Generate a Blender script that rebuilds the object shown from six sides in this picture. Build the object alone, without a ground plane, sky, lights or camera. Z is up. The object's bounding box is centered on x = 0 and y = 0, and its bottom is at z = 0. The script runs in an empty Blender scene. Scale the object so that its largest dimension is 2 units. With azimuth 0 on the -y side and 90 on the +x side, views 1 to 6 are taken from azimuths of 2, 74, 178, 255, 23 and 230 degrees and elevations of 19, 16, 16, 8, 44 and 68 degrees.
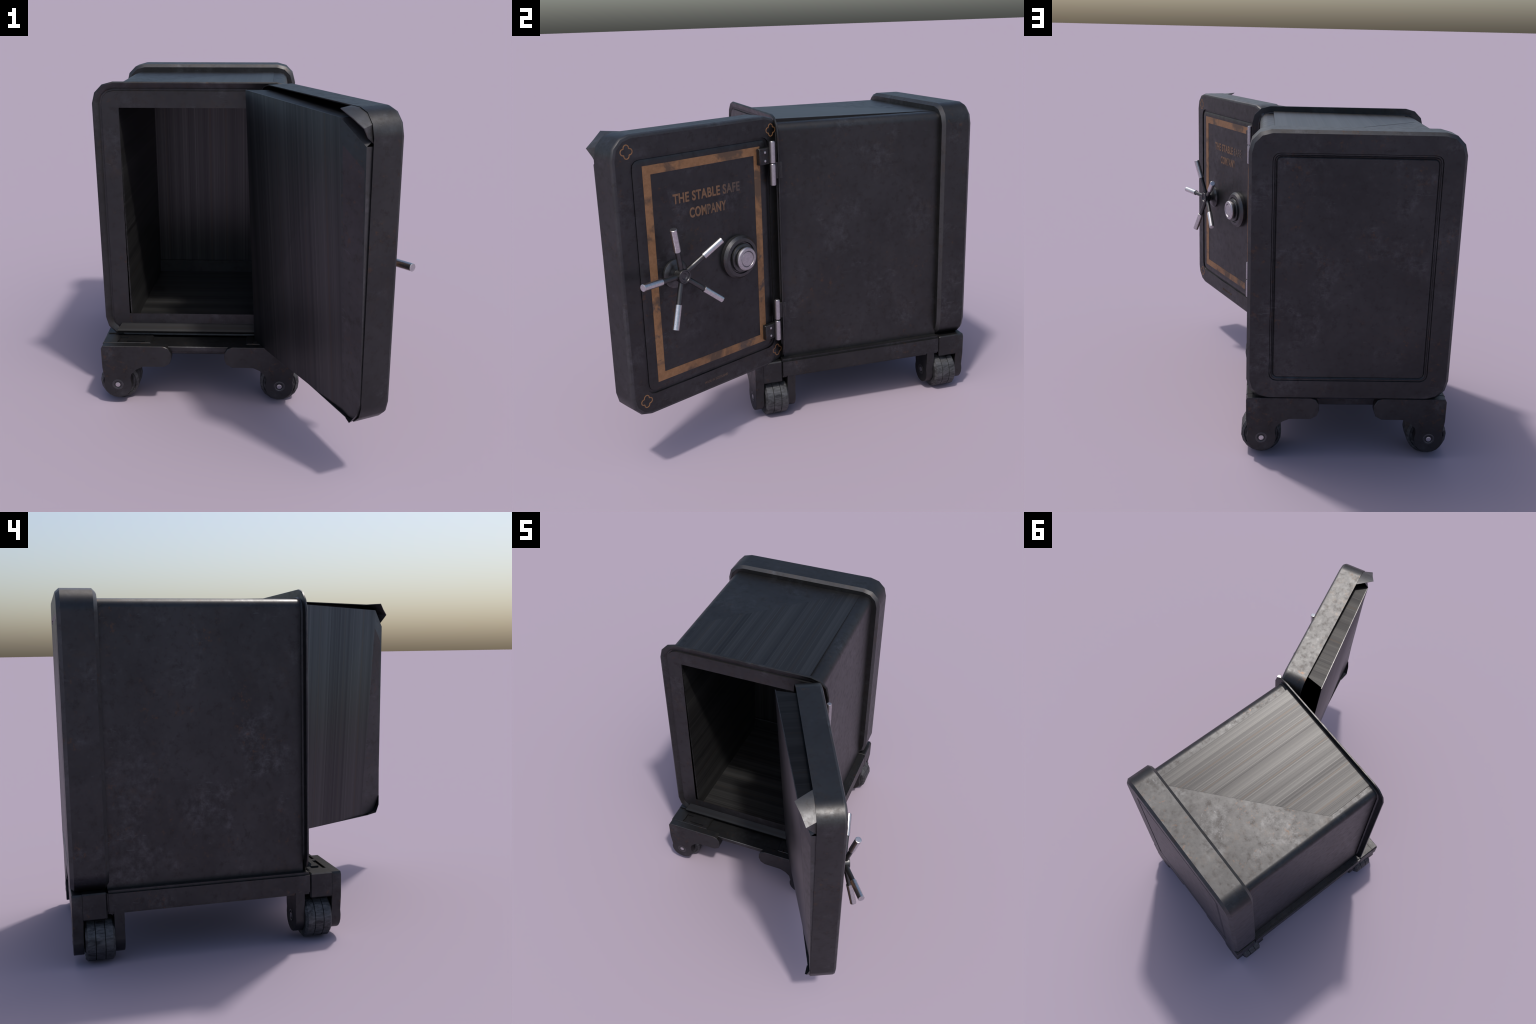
# Antique dark steel safe on casters, door standing open.
import bpy, bmesh, math, random
from mathutils import Vector, Matrix, Euler

random.seed(7)
scene = bpy.context.scene

# ------------------------------------------------------------------ sizes
CX = -0.2175                 # middle of the cabinet in x
Z0, Z1 = 0.311, 1.611        # underside / top of the cabinet outline
CZ = (Z0 + Z1) / 2
HW, HH = 0.489, (Z1 - Z0) / 2  # half width / half height of flange and rear band
CR = 0.102                   # corner radius, three facets per corner
DOOR_ANGLE = math.atan2(-0.894, 0.448)   # door local x runs along its width
DC, DZ = 0.614, 0.960        # door centre along its width / height

# ------------------------------------------------------------------ materials
def nodes_of(name):
    m = bpy.data.materials.new(name)
    m.use_nodes = True
    nt = m.node_tree
    nt.nodes.clear()
    out = nt.nodes.new("ShaderNodeOutputMaterial")
    b = nt.nodes.new("ShaderNodeBsdfPrincipled")
    nt.links.new(b.outputs[0], out.inputs[0])
    return m, nt, b

def N(nt, kind, **kw):
    n = nt.nodes.new(kind)
    for k, v in kw.items():
        if k in n.inputs.keys():
            n.inputs[k].default_value = v
        else:
            setattr(n, k, v)
    return n

def coords(nt, scale=(1, 1, 1), rot=(0, 0, 0), loc=(0, 0, 0)):
    tc = N(nt, "ShaderNodeTexCoord")
    mp = N(nt, "ShaderNodeMapping")
    mp.inputs["Scale"].default_value = scale
    mp.inputs["Rotation"].default_value = rot
    mp.inputs["Location"].default_value = loc
    nt.links.new(tc.outputs["Object"], mp.inputs["Vector"])
    return mp.outputs["Vector"]

def noise(nt, vec, scale, detail=6.0, rough=0.6, dist=0.0):
    n = N(nt, "ShaderNodeTexNoise", Scale=scale, Detail=detail, Roughness=rough, Distortion=dist)
    nt.links.new(vec, n.inputs["Vector"])
    return n.outputs["Fac"]

def ramp(nt, fac, stops, interp="LINEAR"):
    r = N(nt, "ShaderNodeValToRGB")
    r.color_ramp.interpolation = interp
    e = r.color_ramp.elements
    while len(e) > 1:
        e.remove(e[-1])
    for i, (p, c) in enumerate(stops):
        if isinstance(c, (int, float)):
            c = (c, c, c)
        el = e[0] if i == 0 else e.new(p)
        el.position = p
        el.color = (c[0], c[1], c[2], 1.0)
    nt.links.new(fac, r.inputs["Fac"])
    return r.outputs["Color"]

def mix(nt, fac, a, b, blend="MIX"):
    m = N(nt, "ShaderNodeMix", data_type="RGBA", blend_type=blend)
    for sock, v in ((m.inputs[0], fac), (m.inputs[6], a), (m.inputs[7], b)):
        if isinstance(v, (int, float)):
            sock.default_value = v
        elif isinstance(v, tuple):
            sock.default_value = (v[0], v[1], v[2], 1.0)
        else:
            nt.links.new(v, sock)
    return m.outputs[2]

def bump(nt, b, height, strength=0.2, dist=0.004):
    bp = N(nt, "ShaderNodeBump", Strength=strength, Distance=dist)
    nt.links.new(height, bp.inputs["Height"])
    nt.links.new(bp.outputs["Normal"], b.inputs["Normal"])

STEEL = (0.057, 0.0575, 0.060)
STEEL_PALE = (0.092, 0.094, 0.100)
STEEL_DEEP = (0.043, 0.043, 0.045)
RUST = (0.105, 0.062, 0.040)
METAL = 0.9

def gunmetal(name, seed=0.0, rough=0.40, tint=1.0, pale=1.0):
    m, nt, b = nodes_of(name)
    v = coords(nt, loc=(seed, seed * 1.7, seed * 0.6))
    cloud = noise(nt, v, 3.2, 5.0, 0.62, 0.3)
    grain = noise(nt, v, 26.0, 7.0, 0.74)
    base = mix(nt, ramp(nt, cloud, [(0.34, 0), (0.66, 1)]),
               tuple(c * tint for c in STEEL_DEEP), tuple(c * tint for c in STEEL))
    base = mix(nt, ramp(nt, grain, [(0.33, 0.65), (0.47, 0.0)]), base, (0.036 * tint, 0.033 * tint, 0.032 * tint))
    base = mix(nt, ramp(nt, grain, [(0.55, 0.0), (0.75, 0.35)]), base, tuple(c * tint * 0.80 for c in STEEL_PALE))
    # pale rubbed patches: fine grain, only inside large clouds
    patch = noise(nt, v, 4.6, 3.0, 0.55, 0.8)
    pm = mix(nt, 1.0, ramp(nt, patch, [(0.52, 0), (0.70, 1)]), ramp(nt, grain, [(0.46, 0), (0.70, 1)]), "MULTIPLY")
    col = mix(nt, pm, base, tuple(c * tint * pale for c in STEEL_PALE))
    # brown rust flecks
    rv = coords(nt, loc=(seed + 5.3, 2.1, seed))
    rz = mix(nt, 1.0, ramp(nt, noise(nt, rv, 5.0, 2.0, 0.5), [(0.52, 0), (0.66, 1)]),
             ramp(nt, noise(nt, rv, 46.0, 3.0, 0.6), [(0.58, 0), (0.70, 1)]), "MULTIPLY")
    col = mix(nt, mix(nt, 1.0, rz, (0.6, 0.6, 0.6), "MULTIPLY"), col, RUST)
    warm = mix(nt, 1.0, ramp(nt, noise(nt, rv, 2.6, 3.0, 0.6), [(0.50, 0), (0.68, 1)]),
               ramp(nt, noise(nt, rv, 20.0, 6.0, 0.75), [(0.50, 0), (0.68, 0.55)]), "MULTIPLY")
    col = mix(nt, warm, col, (0.070 * tint, 0.055 * tint, 0.045 * tint))
    # hairline scratches, slightly tilted
    sv = coords(nt, scale=(9.0, 9.0, 60.0), rot=(0.35, 0.42, 0.2))
    sc = mix(nt, 1.0, ramp(nt, noise(nt, sv, 2.2, 1.0, 0.4, 0.6), [(0.715, 0), (0.74, 1)]),
             ramp(nt, patch, [(0.45, 0), (0.6, 1)]), "MULTIPLY")
    col = mix(nt, mix(nt, 1.0, sc, (0.45, 0.45, 0.45), "MULTIPLY"), col, STEEL_PALE)
    nt.links.new(col, b.inputs["Base Color"])
    b.inputs["Metallic"].default_value = METAL
    rr = ramp(nt, grain, [(0.32, rough + 0.09), (0.50, rough + 0.025), (0.68, rough - 0.01)])
    nt.links.new(rr, b.inputs["Roughness"])
    bump(nt, b, grain, 0.10, 0.003)
    return m

def streaked(name, axis, seed=0.0, tint=1.0, rough=0.40, metal=METAL, deep=0.036):
    """Brushed steel: straight colour lines that change along one axis only."""
    m, nt, b = nodes_of(name)
    s = [0.0006, 0.0006, 0.0006]
    s[axis] = 1.0
    v = coords(nt, scale=tuple(s), loc=(seed, seed * 0.7, seed * 1.3))
    wide = noise(nt, v, 14.0, 3.0, 0.6)
    fine = noise(nt, v, 95.0, 5.0, 0.75)
    t = lambda c: tuple(x * tint for x in c)
    col = mix(nt, ramp(nt, wide, [(0.38, 0), (0.62, 1)]), t((deep, deep, deep * 1.08)), t((0.056, 0.056, 0.058)))
    col = mix(nt, ramp(nt, fine, [(0.5, 0), (0.68, 0.85)]), col, t((0.086, 0.086, 0.086)))
    col = mix(nt, ramp(nt, noise(nt, v, 42.0, 1.0, 0.4), [(0.63, 0), (0.70, 0.55)]), col, t((0.062, 0.050, 0.042)))
    nt.links.new(col, b.inputs["Base Color"])
    b.inputs["Metallic"].default_value = metal
    b.inputs["Roughness"].default_value = rough
    return m

def brass_paint(name, fade=0.5, dark=STEEL_DEEP, strength=1.0, fade_end=False):
    m, nt, b = nodes_of(name)
    v = coords(nt)
    a = noise(nt, v, 8.5, 5.0, 0.70, 0.6)
    g = noise(nt, v, 55.0, 4.0, 0.7)
    col = mix(nt, ramp(nt, g, [(0.35, 0), (0.7, 1)]), (0.215, 0.106, 0.043), (0.285, 0.148, 0.066))
    soft = noise(nt, v, 5.5, 4.0, 0.6, 0.5)
    col = mix(nt, ramp(nt, soft, [(fade - 0.04, 0.0), (fade + 0.06, 0.80)]), col, (0.062, 0.043, 0.030))
    col = mix(nt, ramp(nt, a, [(0.30, 0.0), (fade + 0.04, 0.0), (fade + 0.12, 0.75)]), col, dark)
    if strength < 1.0:
        col = mix(nt, strength, dark, col)
    if fade_end:      # the paint is rubbed away towards the hinge
        sx = N(nt, "ShaderNodeSeparateXYZ")
        nt.links.new(v, sx.inputs[0])
        col = mix(nt, ramp(nt, sx.outputs["X"], [(0.43, 0.72), (0.50, 0.55), (0.52, 0.0)]), col, dark)
    nt.links.new(col, b.inputs["Base Color"])
    b.inputs["Metallic"].default_value = 0.1
    b.inputs["Roughness"].default_value = 0.6
    return m

def chrome(name, base=(0.60, 0.59, 0.60), rough=0.28):
    m, nt, b = nodes_of(name)
    v = coords(nt)
    g = noise(nt, v, 120.0, 3.0, 0.6)
    col = mix(nt, ramp(nt, g, [(0.42, 0), (0.6, 1)]), tuple(c * 0.86 for c in base), base)
    col = mix(nt, ramp(nt, noise(nt, v, 70.0, 2.0, 0.5), [(0.70, 0), (0.76, 0.6)]), col, (0.10, 0.085, 0.075))
    nt.links.new(col, b.inputs["Base Color"])
    b.inputs["Metallic"].default_value = 1.0
    b.inputs["Roughness"].default_value = rough
    return m

def rubber(name):
    m, nt, b = nodes_of(name)
    v = coords(nt, scale=(1, 0.35, 1))
    g = noise(nt, v, 30.0, 6.0, 0.7, 1.5)
    w = noise(nt, coords(nt), 9.0, 3.0, 0.6)
    col = mix(nt, ramp(nt, g, [(0.38, 0), (0.68, 1)]), (0.022, 0.022, 0.024), (0.11, 0.113, 0.118))
    col = mix(nt, ramp(nt, w, [(0.55, 0), (0.75, 0.5)]), col, (0.10, 0.10, 0.10))
    nt.links.new(col, b.inputs["Base Color"])
    b.inputs["Metallic"].default_value = 0.5
    b.inputs["Roughness"].default_value = 0.55
    bump(nt, b, g, 0.35, 0.004)
    return m

M_BODY = gunmetal("painted_steel", 0.0)
M_BASE = gunmetal("cast_iron", 4.2, 0.42, 0.95)
M_DOOR = gunmetal("door_steel", 9.1, 0.40)
M_DARK = gunmetal("oiled_steel", 2.4, 0.36, 1.6)
M_EDGE = gunmetal("bare_steel_edge", 6.6, 0.46, 1.7)
M_STREAK_Y = streaked("brushed_steel_lengthwise", 0, 0.0, 0.84, 0.40, 0.78, 0.026)
M_STREAK_Z = streaked("brushed_steel_upright", 0, 3.0, 1.12, 0.36)
M_STREAK_X = streaked("brushed_steel_crosswise", 1, 5.0, 1.0, 0.42, 0.62, 0.024)
M_STREAK_ACROSS = streaked("brushed_steel_across", 0, 7.0, 0.36, 0.46)  # base colour darkened so the lining top looks unlit from above
M_SILL = streaked("brushed_sill_steel", 1, 8.0, 0.42, 0.5)
M_LIGHTENED_EDGE = gunmetal("lightened_steel_edge", 1.6, 0.46, 1.5)
M_STREAK_IN = streaked("brushed_steel_inside", 2, 11.0, 1.0, 0.42, 0.62, 0.024)
M_EDGE_DARK = gunmetal("plain_sheet_steel", 3.3, 0.38, 1.15, 0.7)
M_GOLD = brass_paint("worn_brass_paint", 0.53)
M_GOLD_LINE = brass_paint("brass_outline_paint", 0.66)
M_LETTER = brass_paint("faded_brass_lettering", 0.66, STEEL_DEEP, 0.66, True)
M_SMALL = brass_paint("faint_brass_lettering", 0.6, STEEL_DEEP, 0.3)
M_CHROME = chrome("polished_chrome")
M_PLATED = chrome("satin_plated_steel", (0.50, 0.48, 0.50), 0.42)
M_RUBBER = rubber("worn_wheel_rubber")

# ------------------------------------------------------------------ helpers
def empty(name, parent=None):
    o = bpy.data.objects.new(name, None)
    scene.collection.objects.link(o)
    o.parent = parent
    return o

def mesh_object(name, verts, faces, mat, parent, angle=40.0, smooth=True):
    me = bpy.data.meshes.new(name)
    me.from_pydata([tuple(v) for v in verts], [], faces)
    bm = bmesh.new()
    bm.from_mesh(me)
    bmesh.ops.remove_doubles(bm, verts=bm.verts, dist=1e-5)
    bmesh.ops.recalc_face_normals(bm, faces=bm.faces)
    bm.to_mesh(me)
    bm.free()
    return wrap(name, me, mat, parent, angle, smooth)

def wrap(name, me, mat, parent, angle=40.0, smooth=True):
    me.materials.clear()
    me.materials.append(mat)
    if smooth:
        me.polygons.foreach_set("use_smooth", [True] * len(me.polygons))
        me.set_sharp_from_angle(angle=math.radians(angle))
    me.update()
    o = bpy.data.objects.new(name, me)
    scene.collection.objects.link(o)
    o.parent = parent
    if smooth:      # keep flats flat, blend only round the corners
        wn = o.modifiers.new("weighted_normal", "WEIGHTED_NORMAL")
        wn.weight, wn.keep_sharp = 100, True
    return o

def twin(src, loc=None, rot=None, parent=None, scale=None):
    o = src.copy()
    scene.collection.objects.link(o)
    if loc is not None:
        o.location = loc
    if rot is not None:
        o.rotation_euler = rot
    if scale is not None:
        o.scale = scale
    if parent is not None:
        o.parent = parent
    return o

def round_rect(hw, hh, r, seg=3):
    """Points of a rounded rectangle about the origin, counter-clockwise."""
    pts = []
    rt, rb_ = r if isinstance(r, tuple) else (r, r)
    for k, (sx, sy) in enumerate(((1, 1), (-1, 1), (-1, -1), (1, -1))):
        r = max(min(rt if sy > 0 else rb_, hw, hh), 1e-4)
        for i in range(seg + 1):
            a = math.radians(90 * k + 90.0 * i / seg)
            pts.append((sx * (hw - r) + r * math.cos(a), sy * (hh - r) + r * math.sin(a)))
    return pts

def loft(loops, cap_start=False, cap_end=False, closed=False):
    """Skin a list of equal-length closed loops of 3D points."""
    verts, faces = [], []
    n = len(loops[0])
    for lp in loops:
        verts += lp
    m = len(loops)
    for k in range(m if closed else m - 1):
        a, b = k * n, ((k + 1) % m) * n
        for i in range(n):
            j = (i + 1) % n
            faces.append((a + i, a + j, b + j, b + i))
    if cap_start:
        faces.append(tuple(range(n - 1, -1, -1)))
    if cap_end:
        faces.append(tuple(range((m - 1) * n, m * n)))
    return verts, faces

def frame_loops(spec, cx, cz, seg=3):
    """spec rows: half width, half height, corner radius, depth (y)."""
    return [[(cx + x, d, cz + z) for x, z in round_rect(hw, hh, r, seg)] for hw, hh, r, d in spec]

def prism(poly, y0, y1, chamfer=0.0):
    """Extrude an (x, z) polygon along y, with optional edge chamfer."""
    def ins(p, amt):
        c = Vector((sum(q[0] for q in p) / len(p), sum(q[1] for q in p) / len(p)))
        return [tuple(Vector(q) - (Vector(q) - c).normalized() * amt) for q in p]
    loops = []
    if chamfer > 0:
        s = 1 if y1 > y0 else -1
        loops.append([(x, y0, z) for x, z in ins(poly, chamfer)])
        loops.append([(x, y0 + s * chamfer, z) for x, z in poly])
        loops.append([(x, y1 - s * chamfer, z) for x, z in poly])
        loops.append([(x, y1, z) for x, z in ins(poly, chamfer)])
    else:
        loops = [[(x, y0, z) for x, z in poly], [(x, y1, z) for x, z in poly]]
    return loft(loops, True, True)

def box(x0, x1, y0, y1, z0, z1, bevel=0.0, seg=1):
    bm = bmesh.new()
    bmesh.ops.create_cube(bm, size=1.0)
    for v in bm.verts:
        v.co = Vector((x0 + (v.co.x + .5) * (x1 - x0), y0 + (v.co.y + .5) * (y1 - y0), z0 + (v.co.z + .5) * (z1 - z0)))
    if bevel > 0:
        bmesh.ops.bevel(bm, geom=bm.edges[:], offset=bevel, segments=seg, affect='EDGES')
    bm.verts.index_update()
    v = [tuple(x.co) for x in bm.verts]
    f = [tuple(l.index for l in p.verts) for p in bm.faces]
    bm.free()
    return v, f

def join(*parts):
    V, F = [], []
    for v, f in parts:
        o = len(V)
        V += list(v)
        F += [tuple(i + o for i in q) for q in f]
    return V, F

def lathe(profile, seg=24, axis="y"):
    """profile: (radius, along) pairs; spun about the given axis at the origin."""
    loops = []
    for r, h in profile:
        lp = []
        for i in range(seg):
            a = 2 * math.pi * i / seg
            c, s = r * math.cos(a), r * math.sin(a)
            lp.append((c, h, s) if axis == "y" else (c, s, h))
        loops.append(lp)
    return loft(loops, True, True)

def hollow_box_cut(obj, x0, x1, y0, y1, z0, z1):
    v, f = box(x0, x1, y0, y1, z0, z1)
    me = bpy.data.meshes.new("cutter")
    me.from_pydata(v, [], f)
    bm = bmesh.new(); bm.from_mesh(me)
    bmesh.ops.recalc_face_normals(bm, faces=bm.faces)
    bm.to_mesh(me); bm.free()
    c = bpy.data.objects.new("cutter", me)
    scene.collection.objects.link(c)
    md = obj.modifiers.new("cut", "BOOLEAN")
    md.operation, md.object, md.solver = "DIFFERENCE", c, "EXACT"
    dg = bpy.context.evaluated_depsgraph_get()
    new = bpy.data.meshes.new_from_object(obj.evaluated_get(dg))
    obj.modifiers.clear()
    obj.data = new
    bpy.data.objects.remove(c)

# ------------------------------------------------------------------ the safe
safe = empty("safe")
safe["label"] = "old black steel safe on casters with open door"
safe["category"] = "safe"

# outer shell of the cabinet
BHW, BHT, BHB = 0.443, 1.5685, 0.300
bcz, bhh = (BHT + BHB) / 2, (BHT - BHB) / 2
v, f = loft(frame_loops([(BHW, bhh, (0.042, 0.006), -0.056), (BHW, bhh, (0.042, 0.006), 0.842)], CX, bcz))
shell = mesh_object("cabinet_shell", v, f, M_BODY, safe)

# raised, brushed top sheet: tapers into the shell along a diagonal
pl = [(0.150, -0.060), (-0.592, -0.060), (-0.600, 0.235), (0.09, 0.835), (0.150, 0.835)]
def top_h(x, y):
    ax, ay, bx, by = 0.09, 0.835, -0.60, 0.235
    nx, ny = (by - ay), -(bx - ax)
    L = math.hypot(nx, ny)
    d = ((x - ax) * nx + (y - ay) * ny) / L
    return abs(d)
tv, n = [], len(pl)
for x, y in pl:
    tv.append((x, y, BHT + 0.0008 + 0.0140 * top_h(x, y) / 0.70))
for x, y in pl:
    tv.append((x, y, BHT - 0.004))
tf = [tuple(range(n)), tuple(range(2 * n - 1, n - 1, -1))] + [(i, (i + 1) % n, n + (i + 1) % n, n + i) for i in range(n)]
mesh_object("top_sheet", tv, tf, M_STREAK_Y, shell)

# heavy band round the back with a grooved rear face
rb = [(BHW - 0.01, HH - 0.055, 0.04, 0.834), (HW - 0.016, HH - 0.016, CR - 0.012, 0.834), (HW, HH, CR, 0.850),
      (HW, HH, CR, 0.983), (HW - 0.015, HH - 0.015, CR - 0.010, 1.000)]
gw, gh = 0.382, 0.549
rb += [(gw, gh, 0.034, 1.000), (gw - 0.003, gh - 0.003, 0.032, 0.9945), (gw - 0.009, gh - 0.009, 0.028, 0.9945),
       (gw - 0.012, gh - 0.012, 0.026, 0.9985), (gw - 0.018, gh - 0.018, 0.022, 0.9945), (gw - 0.023, gh - 0.023, 0.018, 1.000)]
v, f = loft(frame_loops(rb, CX, CZ), False, True)
band = mesh_object("rear_band", v, f, M_BODY, safe, 32)
band.data.materials.append(M_LIGHTENED_EDGE)          # paler chamfers
for p in band.data.polygons:
    c, nm = p.center, p.normal
    if 0.3 < abs(nm.y) < 0.9 and max(abs(c.x - CX) / HW, abs(c.z - CZ) / HH) > 0.93:
        p.material_index = 1

# thin front flange, recessed step and raised door frame round the opening
fl = [(BHW - 0.004, HH - 0.052, 0.04, -0.060), (HW - 0.003, HH - 0.003, CR, -0.061), (HW, HH, CR, -0.063),
      (HW, HH, CR, -0.070), (HW - 0.006, HH - 0.006, CR - 0.006, -0.073), (HW - 0.026, HH - 0.026, CR - 0.024, -0.067),
      (HW - 0.040, HH - 0.040, CR - 0.04, -0.054)]
fr = fl + [(HW - 0.044, HH - 0.044, CR - 0.045, -0.068), (0.364, 0.528, 0.002, -0.068), (0.364, 0.528, 0.002, -0.064)]
v, f = loft(frame_loops(fr, CX, CZ))
mesh_object("front_frame", v, f, M_BODY, safe, 32)

# narrow brushed threshold strip lying in the lower step of the flange
sx0, sx1 = -0.645, 0.170
sec = [(-0.060, 0.382), (-0.074, 0.378), (-0.104, 0.350), (-0.101, 0.338), (-0.060, 0.336)]
v, f = loft([[(sx0 + (0.02 if i < 2 else 0), y, z) for i, (y, z) in enumerate(sec)], [(sx1, y, z) for y, z in sec]], True, True)
mesh_object("threshold", v, f, M_SILL, safe)

# inside of the cabinet
# the lining narrows and the floor falls towards the back
IYF, IYB = -0.052, 0.846
FT, FB, BK = 0.366, 0.353, 0.336        # half widths: front top, front bottom, back
FZ, BZ, TZF, TZB = 0.348, 0.342, 1.512, 1.516
ift = [(CX - FT, IYF, TZF), (CX + FT, IYF, TZF)]
ifb = [(CX - FB, IYF, FZ), (CX + FB + 0.018, IYF, FZ)]
ibt = [(CX - BK, IYB, TZB), (CX + BK, IYB, TZB)]
ibb = [(CX - BK, IYB, BZ), (CX + BK + 0.016, IYB, BZ)]
def slab(quad, off):
    o = Vector(off)
    V = list(quad) + [tuple(Vector(q) + o) for q in quad]
    return V, [(0, 1, 2, 3), (7, 6, 5, 4)] + [(i, (i + 1) % 4, 4 + (i + 1) % 4, 4 + i) for i in range(4)]
mesh_object("interior_floor", *slab([ifb[0], ifb[1], ibb[1], ibb[0]], (0, 0, -0.006)), M_STREAK_X, safe)
mesh_object("interior_ceiling", *slab([ift[0], ift[1], ibt[1], ibt[0]], (0, 0, 0.006)), M_STREAK_X, safe)
for i, sg in ((0, -1), (1, 1)):
    mesh_object("interior_side", *slab([ift[i], ifb[i], ibb[i], ibt[i]], (sg * 0.006, 0, 0)), M_STREAK_IN, safe)
mesh_object("interior_back", *slab([ibt[0], ibt[1], ibb[1], ibb[0]], (0, 0.006, 0)), M_STREAK_Z, safe)
mesh_object("interior_ledge", *box(CX - BK - 0.003, CX + BK + 0.003, IYB - 0.014, IYB - 0.001, BZ - 0.002, 0.416, 0.002), M_BODY, safe)

# ------------------------------------------------------------------ base
FY, BY = -0.229, 0.998
mesh_object("base_deck", *box(CX - 0.44, CX + 0.44, -0.207, 0.83, 0.284, 0.312, 0.003), M_BASE, safe)
cr0 = mesh_object("cross_rail", *box(CX - 0.44, CX + 0.44, -0.03, 0.03, 0.214, 0.312, 0.004), M_BASE, safe)
cr0.location = (0, -0.057, 0)
twin(cr0, loc=(0, 0.823, 0))
for sx in (-1, 1):
    o = mesh_object("side_rail", *box(-0.05, 0.05, -0.0875, 0.853, 0.222, 0.326, 0.012, 2), M_BASE, safe)
    o.location.x = CX + sx * (HW - 0.0505)
    break
twin(o, loc=(CX + (HW - 0.0505), 0, 0))

# caster: bracket plate, corner block, inner fork, wheel, axle bolts.
# Local frame: outer face towards -y at y=0, outer side towards -x.
PX, PZ = 0.0765, 0.104         # axle position from the outer side / ground
plate = [(0.000, 0.306), (0.008, 0.320), (0.315, 0.320), (0.338, 0.311), (0.354, 0.285), (0.356, 0.255), (0.345, 0.226),
         (0.318, 0.210), (0.212, 0.210), (0.178, 0.195), (0.150, 0.168), (0.143, 0.148)]
ring = []
for i in range(13):
    a = math.radians(22 - 224 * i / 12)
    ring.append((PX + 0.0715 * math.cos(a), PZ + 0.0715 * math.sin(a)))
plate += ring + [(0.001, 0.200)]
fork = [(0.010, 0.290), (0.150, 0.290), (0.146, 0.150)] + ring + [(0.004, 0.200)]
v, f = join(prism(plate, 0.0, 0.046, 0.0025))
bracket0 = mesh_object("caster_bracket", v, f, M_BASE, safe, 35)
bv, bf = box(0.001, 0.25, 0.040, 0.150, 0.202, 0.3215, 0.006)
block0 = mesh_object("corner_block", bv, bf, M_BASE, bracket0, 35)
hollow_box_cut(block0, 0.075, 0.215, 0.048, 0.068, 0.27, 0.36)
hollow_box_cut(block0, 0.080, 0.122, 0.060, 0.115, 0.27, 0.36)
wrapm = block0.data
wrapm.polygons.foreach_set("use_smooth", [False] * len(wrapm.polygons))
fork0 = mesh_object("inner_fork", *prism(fork, 0.178, 0.222, 0.002), M_BASE, bracket0, 35)
WR = 0.100
wheel_prof = [(0.03, -0.064), (0.060, -0.064), (0.064, -0.060), (0.082, -0.060), (0.085, -0.064), (WR - 0.012, -0.064), (WR, -0.054), (WR, -0.0225), (WR - 0.005, -0.0205),
              (WR, -0.0185), (WR, 0.0185), (WR - 0.005, 0.0205), (WR, 0.0225), (WR, 0.054), (WR - 0.012, 0.064),
              (0.03, 0.064)]
wheel0 = mesh_object("caster_wheel", *lathe(wheel_prof, 18), M_RUBBER, bracket0, 33)
wheel0.location = (PX, 0.114, WR)
bolt_prof = [(0.029, 0.004), (0.029, -0.0008), (0.025, -0.0020), (0.021, -0.0016), (0.018, 0.0005)]
washer0 = mesh_object("axle_washer", *lathe(bolt_prof, 20), M_DARK, bracket0, 35)
washer0.location = (PX, 0.0, PZ + 0.002)
dome_prof = [(0.0125, 0.002), (0.0125, -0.001), (0.010, -0.0018), (0.005, -0.0022)]
dome0 = mesh_object("axle_bolt", *lathe(dome_prof, 16), M_CHROME, bracket0, 50)
dome0.location = (PX, 0.0, PZ + 0.002)
washer1 = twin(washer0, loc=(PX, 0.2225, PZ + 0.002), rot=(0, 0, math.pi))
dome1 = twin(dome0, loc=(PX, 0.2225, PZ + 0.002), rot=(0, 0, math.pi))

kids = [block0, fork0, wheel0, washer0, dome0, washer1, dome1]
bracket0.location = (CX - HW, FY, 0)
for mx, my, spin in ((1, 0, 0.4), (0, 1, 1.1), (1, 1, 2.0)):
    b = twin(bracket0)
    b.location = (CX + (HW if mx else -HW), BY if my else FY, 0)
    b.scale = (-1 if mx else 1, -1 if my else 1, 1)
    for k in kids:
        c = twin(k, parent=b)
        if k is wheel0:
            c.rotation_euler = (0, spin, 0)

# ------------------------------------------------------------------ door
DHW, DHH = 0.4915, 0.652
NF, NB = 0.172, 0.034          # front face / rear edge of the rim (door local y)
def dl(spec, seg=3):
    return frame_loops(spec, DC, DZ, seg)
pw, ph = 0.402, 0.548
dspec = [(DHW - 0.004, DHH - 0.004, CR - 0.004, 0.150), (DHW - 0.004, DHH - 0.004, CR - 0.004, NB),
         (DHW, DHH, CR, NB), (DHW, DHH, CR, NF - 0.016), (DHW - 0.005, DHH - 0.005, CR - 0.004, NF - 0.005),
         (DHW - 0.016, DHH - 0.016, CR - 0.014, NF),
         (pw + 0.004, ph + 0.004, 0.044, NF), (pw + 0.003, ph + 0.003, 0.043, NF - 0.0075), (pw - 0.009, ph - 0.009, 0.036, NF - 0.0075),
         (pw - 0.010, ph - 0.010, 0.035, NF - 0.0040), (pw - 0.020, ph - 0.020, 0.028, NF - 0.001), (pw - 0.032, ph - 0.032, 0.020, NF)]
v, f = loft(dl(dspec), True, True)
door = mesh_object("door", v, f, M_DOOR, safe, 34)
door.rotation_euler = (0, 0, DOOR_ANGLE)
door.data.materials.append(M_LIGHTENED_EDGE)  # bevel faces coloured lighter to draw the glint along the door edge
for p in door.data.polygons:
    c = p.center
    if 0.25 < p.normal.y < 0.93 and max(abs(c.x - DC) / DHW, abs(c.z - DZ) / DHH) > 0.9:
        p.material_index = 1

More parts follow.
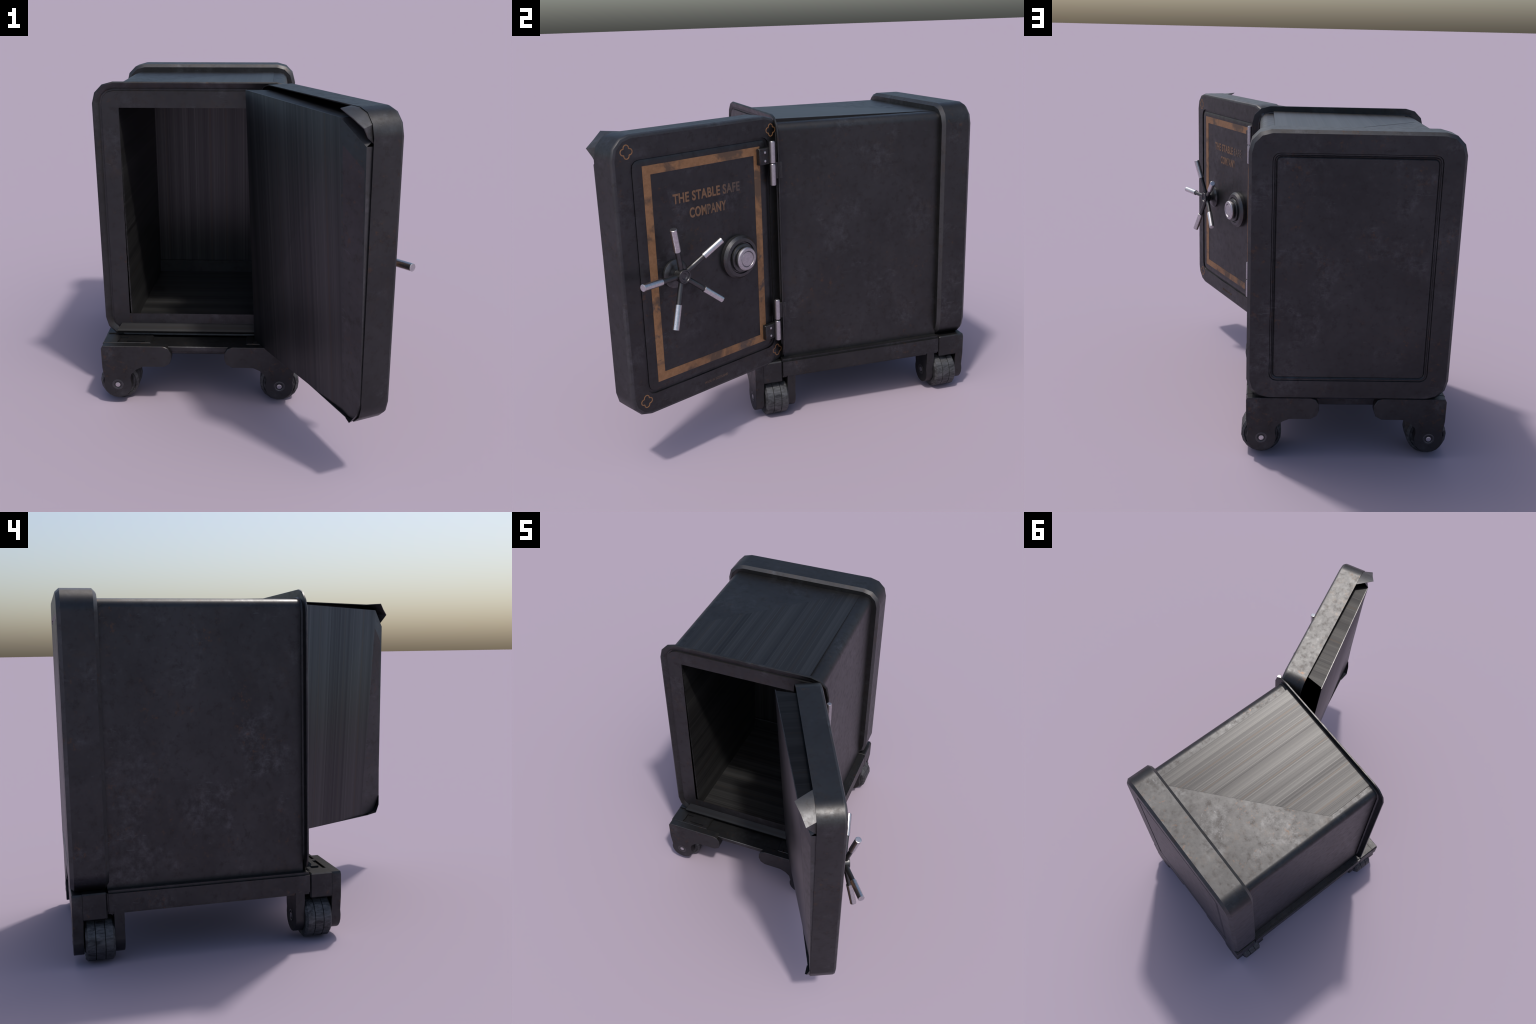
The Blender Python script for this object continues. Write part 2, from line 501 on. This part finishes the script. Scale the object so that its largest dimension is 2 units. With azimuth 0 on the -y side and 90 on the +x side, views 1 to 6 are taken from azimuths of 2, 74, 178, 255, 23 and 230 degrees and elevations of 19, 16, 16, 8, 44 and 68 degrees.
# door lining: a wedge-shaped brushed panel standing out of the rim at the top
A, B, C, D = (0.203, -0.070, 1.592), (0.978, -0.035, 1.574), (0.945, 0.046, 0.311), (0.152, -0.002, 0.317)
E_, F_, G_ = (1.095, 0.010, 1.480), (1.099, 0.032, 0.415), (1.050, 0.038, 0.322)
def thick(quad, off):
    o = Vector(off)
    n = len(quad)
    V = list(quad) + [tuple(Vector(q) + o) for q in quad]
    return V, [tuple(range(n)), tuple(range(2 * n - 1, n - 1, -1))] + [(i, (i + 1) % n, n + (i + 1) % n, n + i) for i in range(n)]
# flat sheet, sky gleam put in by crowned normals towards the top edge
def sky_tilted(obj, lean):
    me = obj.data
    out = []
    for p in me.polygons:
        for li in p.loop_indices:
            nrm = Vector(p.normal)
            if nrm.y < -0.5:
                z = me.vertices[me.loops[li].vertex_index].co.z
                nrm = (nrm + Vector((0, 0, lean * max(0.0, (z - 0.30) / 1.3)))).normalized()
            out.append(nrm)
    me.normals_split_custom_set([tuple(q) for q in out])
v1, f1 = thick([A, B, D], (0, 0.004, 0))
v2, f2 = thick([B, C, D], (0, 0.004, 0))
lining = mesh_object("door_lining", *join((v1, f1), (v2, f2)), M_STREAK_Z, door, 30)
lining.modifiers.clear()
sky_tilted(lining, 0.32)
edge = mesh_object("lining_edge", *thick([B, E_, F_, G_, C], (-0.003, 0.004, 0)), M_EDGE_DARK, door, 20)
edge.modifiers.clear()
sky_tilted(edge, 0.32)
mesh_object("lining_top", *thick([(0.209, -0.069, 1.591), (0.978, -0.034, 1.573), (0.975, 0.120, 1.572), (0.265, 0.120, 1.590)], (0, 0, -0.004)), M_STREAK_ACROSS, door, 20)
edge_back = [(1.099, 0.060, 1.480), (1.099, 0.060, 0.415), (1.048, 0.060, 0.327)]
mesh_object("lining_return", [E_, F_, G_] + edge_back, [(0, 1, 4, 3), (1, 2, 5, 4)], M_EDGE, door, 60)
mesh_object("lining_gusset", *thick([B, (1.045, 0.062, 1.575), (1.094, 0.062, 1.520), E_], (-0.003, 0.003, -0.003)), M_EDGE_DARK, door, 20)
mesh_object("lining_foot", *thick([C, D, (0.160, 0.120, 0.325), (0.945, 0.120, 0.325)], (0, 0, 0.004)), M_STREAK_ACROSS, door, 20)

# bent sheet corner at the top of the free edge
ctr = [(0.940, NB + 0.004, 1.6095), (1.001, NB + 0.004, 1.6095), (1.051, NB + 0.004, 1.596), (1.087, NB + 0.004, 1.559), (1.101, NB + 0.004, 1.492)]
tip = [(0.960, 0.010, 1.6105), (1.008, -0.053, 1.613), (1.060, -0.030, 1.582), (1.111, -0.013, 1.551), (1.099, 0.012, 1.515)]
def sheet(a, b, t):
    V = list(a) + list(b)
    cx, cz = DC, DZ
    V += [(x - t if x > 1.03 else x, y, z - t) for x, y, z in a] + [(x - t if x > 1.03 else x, y, z - t) for x, y, z in b]
    n = len(a)
    F = []
    for i in range(n - 1):
        F += [(i, i + 1, n + i + 1, n + i), (2 * n + i, 3 * n + i, 3 * n + i + 1, 2 * n + i + 1),
              (n + i, n + i + 1, 3 * n + i + 1, 3 * n + i), (i + 1, i, 2 * n + i, 2 * n + i + 1)]
    F += [(0, n, 3 * n, 2 * n), (n - 1, 3 * n - 1, 4 * n - 1, 2 * n - 1)]
    return V, F
v, f = sheet(ctr, tip, 0.003)
mesh_object("bent_corner", v, f, M_EDGE, door, 30)
low = [(1.1015, NB + 0.002, 0.424), (1.085, NB + 0.002, 0.366), (1.050, NB + 0.002, 0.325), (1.000, NB + 0.002, 0.3105)]
lowt = [(1.098, 0.029, 0.418), (1.084, 0.018, 0.364), (1.052, 0.012, 0.320), (0.995, 0.030, 0.3100)]
v, f = sheet(low, lowt, -0.003)
mesh_object("bent_corner", v, f, M_BODY, door, 30)

# painted band
gw0, gh0, gt = 0.3435, 0.506, 0.0405
g = [[(DC - 0.0005 + sx * (gw0 - k), NF + d, DZ + 0.004 + sz * (gh0 - k)) for sx, sz in ((1, 1), (-1, 1), (-1, -1), (1, -1))]
     for k, d in ((0, -0.001), (0, 0.0010), (gt, 0.0010), (gt, -0.001))]
v, f = loft(g, closed=True)
mesh_object("painted_band", v, f, M_GOLD, door)

# four-lobed corner ornaments, drawn as a bent line
def quatrefoil():
    R, c = 0.0135, 0.0165
    outer, innerp = [], []
    pts = []
    for k in range(4):
        a0 = math.radians(90 * k)
        for i in range(9):
            a = a0 + math.radians(-98 + 196 * i / 8)
            pts.append((c * math.cos(a0) + R * math.cos(a), c * math.sin(a0) + R * math.sin(a)))
    n = len(pts)
    t = 0.0023
    lo, hi = [], []
    for i, (x, z) in enumerate(pts):
        px, pz = pts[i - 1]
        qx, qz = pts[(i + 1) % n]
        d = Vector((qx - px, qz - pz)).normalized()
        nx, nz = -d.y, d.x
        lo.append((x - nx * t, z - nz * t))
        hi.append((x + nx * t, z + nz * t))
    loops = [[(x, -0.001, z) for x, z in lo], [(x, 0.0008, z) for x, z in lo], [(x, 0.0008, z) for x, z in hi], [(x, -0.001, z) for x, z in hi]]
    return loft(loops, closed=True)
q0 = mesh_object("quatrefoil_ornament", *quatrefoil(), M_GOLD_LINE, door)
q0.location = (1.029, NF, 1.541)
for sx, z in ((0.192, 1.541), (1.029, 0.385), (0.194, 0.380)):
    twin(q0, loc=(sx, NF, z))

# lettering; reads from the free edge towards the hinge
def letters(text, s_left, s_right, z0, z1, mat, heavy):
    cu = bpy.data.curves.new("letters", "FONT")
    cu.body = text
    cu.extrude = 0.02
    cu.offset = heavy
    cu.space_character = 1.08
    o = bpy.data.objects.new("letters", cu)
    scene.collection.objects.link(o)
    dg = bpy.context.evaluated_depsgraph_get()
    me = bpy.data.meshes.new_from_object(o.evaluated_get(dg))
    bpy.data.objects.remove(o)
    xs = [p.co.x for p in me.vertices]
    ys = [p.co.y for p in me.vertices]
    for p in me.vertices:
        u = (p.co.x - min(xs)) / (max(xs) - min(xs))
        w_ = (p.co.y - min(ys)) / (max(ys) - min(ys))
        p.co = Vector((s_left + (s_right - s_left) * u, NF + (0.0010 if p.co.z > 0 else -0.001), z0 + (z1 - z0) * w_))
    me.name = "lettering"
    return wrap("lettering", me, mat, door, smooth=False)
letters("THE STABLE SAFE", 0.806, 0.408, 1.2745, 1.3215, M_LETTER, 0.028)
letters("COMPANY", 0.716, 0.497, 1.196, 1.244, M_LETTER, 0.028)
letters("MADE IN SCOTLAND", 0.686, 0.540, 0.352, 0.365, M_SMALL, 0.01)

# handwheel: five spokes raked outwards from a hub
HS, HZ = 0.822, 0.956
hub = mesh_object("handwheel_hub", *lathe([(0.068, -0.002), (0.068, 0.010), (0.058, 0.018), (0.046, 0.020), (0.040, 0.020), (0.024, 0.026), (0.024, 0.036), (0.032, 0.042),
                                           (0.034, 0.074), (0.032, 0.078), (0.027, 0.078), (0.025, 0.074), (0.015, 0.074), (0.011, 0.070)], 20), M_DARK, door, 33)
hub.location = (HS, NF, HZ)
def rod(r, a, b, seg=12):
    return lathe([(r * 0.82, a), (r, a + r * 0.12), (r, b - r * 0.12), (r * 0.82, b)], seg, "z")
rake = math.atan2(0.046, 0.243)
sp0 = mesh_object("handwheel_spoke", *rod(0.0125, 0.018, 0.150), M_DARK, door, 50)
gr0 = mesh_object("handwheel_grip", *rod(0.0165, 0.132, 0.250, 14), M_CHROME, door, 50)
for k in range(5):
    a = math.radians(3 + 72 * k)
    d = Vector((math.cos(a) * math.cos(rake), math.sin(rake), math.sin(a) * math.cos(rake)))
    rot = d.to_track_quat("Z", "Y").to_euler()
    loc = (HS, NF + 0.053, HZ)
    for src in (sp0, gr0):
        if k == 0:
            src.location, src.rotation_euler = loc, rot
        else:
            twin(src, loc=loc, rot=rot)

# combination dial
DS, DZD = 0.4385, 0.951
dial = mesh_object("dial_base", *lathe([(0.108, -0.002), (0.108, 0.020), (0.096, 0.034), (0.080, 0.036), (0.076, 0.030), (0.071, 0.030), (0.069, 0.043), (0.062, 0.047), (0.050, 0.047)], 28), M_DARK, door, 35)
dial.location = (DS, NF, DZD)
knob = mesh_object("dial_knob", *lathe([(0.052, 0.036), (0.052, 0.058), (0.050, 0.060)], 28), M_DARK, door, 35)
knob.location = (DS, NF, DZD)
face = mesh_object("dial_face", *lathe([(0.055, 0.056), (0.058, 0.060), (0.058, 0.068), (0.053, 0.073), (0.041, 0.074), (0.0385, 0.068), (0.035, 0.0725), (0.018, 0.0730)], 28), M_PLATED, door, 35)
face.location = (DS, NF, DZD)

# hinges: plated knuckles, leaf on the door, leaf on the flange, screws
HGX, HGY = 0.283, -0.101
inv = Matrix.Rotation(-DOOR_ANGLE, 3, "Z")
hp = inv @ Vector((HGX, HGY, 0))
kn0 = mesh_object("hinge_knuckle", *lathe([(0.011, -0.0535), (0.0145, -0.050), (0.0145, 0.050), (0.011, 0.0545)], 16, "z"), M_PLATED, door, 50)
kz = [(1.4375,), (1.3265,), (0.6205,), (0.5065,)]
kn0.location = (hp.x, hp.y, kz[0][0])
for (z,) in kz[1:]:
    twin(kn0, loc=(hp.x, hp.y, z))
leaf0 = mesh_object("hinge_leaf", *box(0.212, 0.292, NF - 0.001, NF + 0.026, -0.040, 0.040, 0.003), M_BASE, door)
leaf0.location = (0, 0, 1.420)
twin(leaf0, loc=(0, 0, 0.506))
scr0 = mesh_object("hinge_screw", *lathe([(0.0062, -0.001), (0.0062, 0.0015), (0.004, 0.003)], 12), M_CHROME, door, 50)
k = 0
for zc in (1.420, 0.506):
    for dz in (-0.021, 0.021):
        loc = (0.258, NF + 0.026, zc + dz)
        if k == 0:
            scr0.location = loc
        else:
            twin(scr0, loc=loc)
        k += 1
cl0 = mesh_object("flange_leaf", *box(0.2630, 0.2690, -0.100, -0.047, -0.041, 0.041, 0.0015), M_BODY, safe)
cl0.location = (0, 0, 1.344)
twin(cl0, loc=(0, 0, 0.609))
sc1 = mesh_object("hinge_screw", *lathe([(0.0055, -0.001), (0.0055, 0.0010), (0.0035, 0.002)], 12), M_BASE, safe, 50)
k = 0
for zc in (1.344, 0.609):
    for dz in (-0.020, 0.020):
        kw = dict(loc=(0.269, -0.060, zc + dz), rot=(0, 0, -math.pi / 2))
        if k == 0:
            sc1.location, sc1.rotation_euler = kw["loc"], kw["rot"]
        else:
            twin(sc1, **kw)
        k += 1
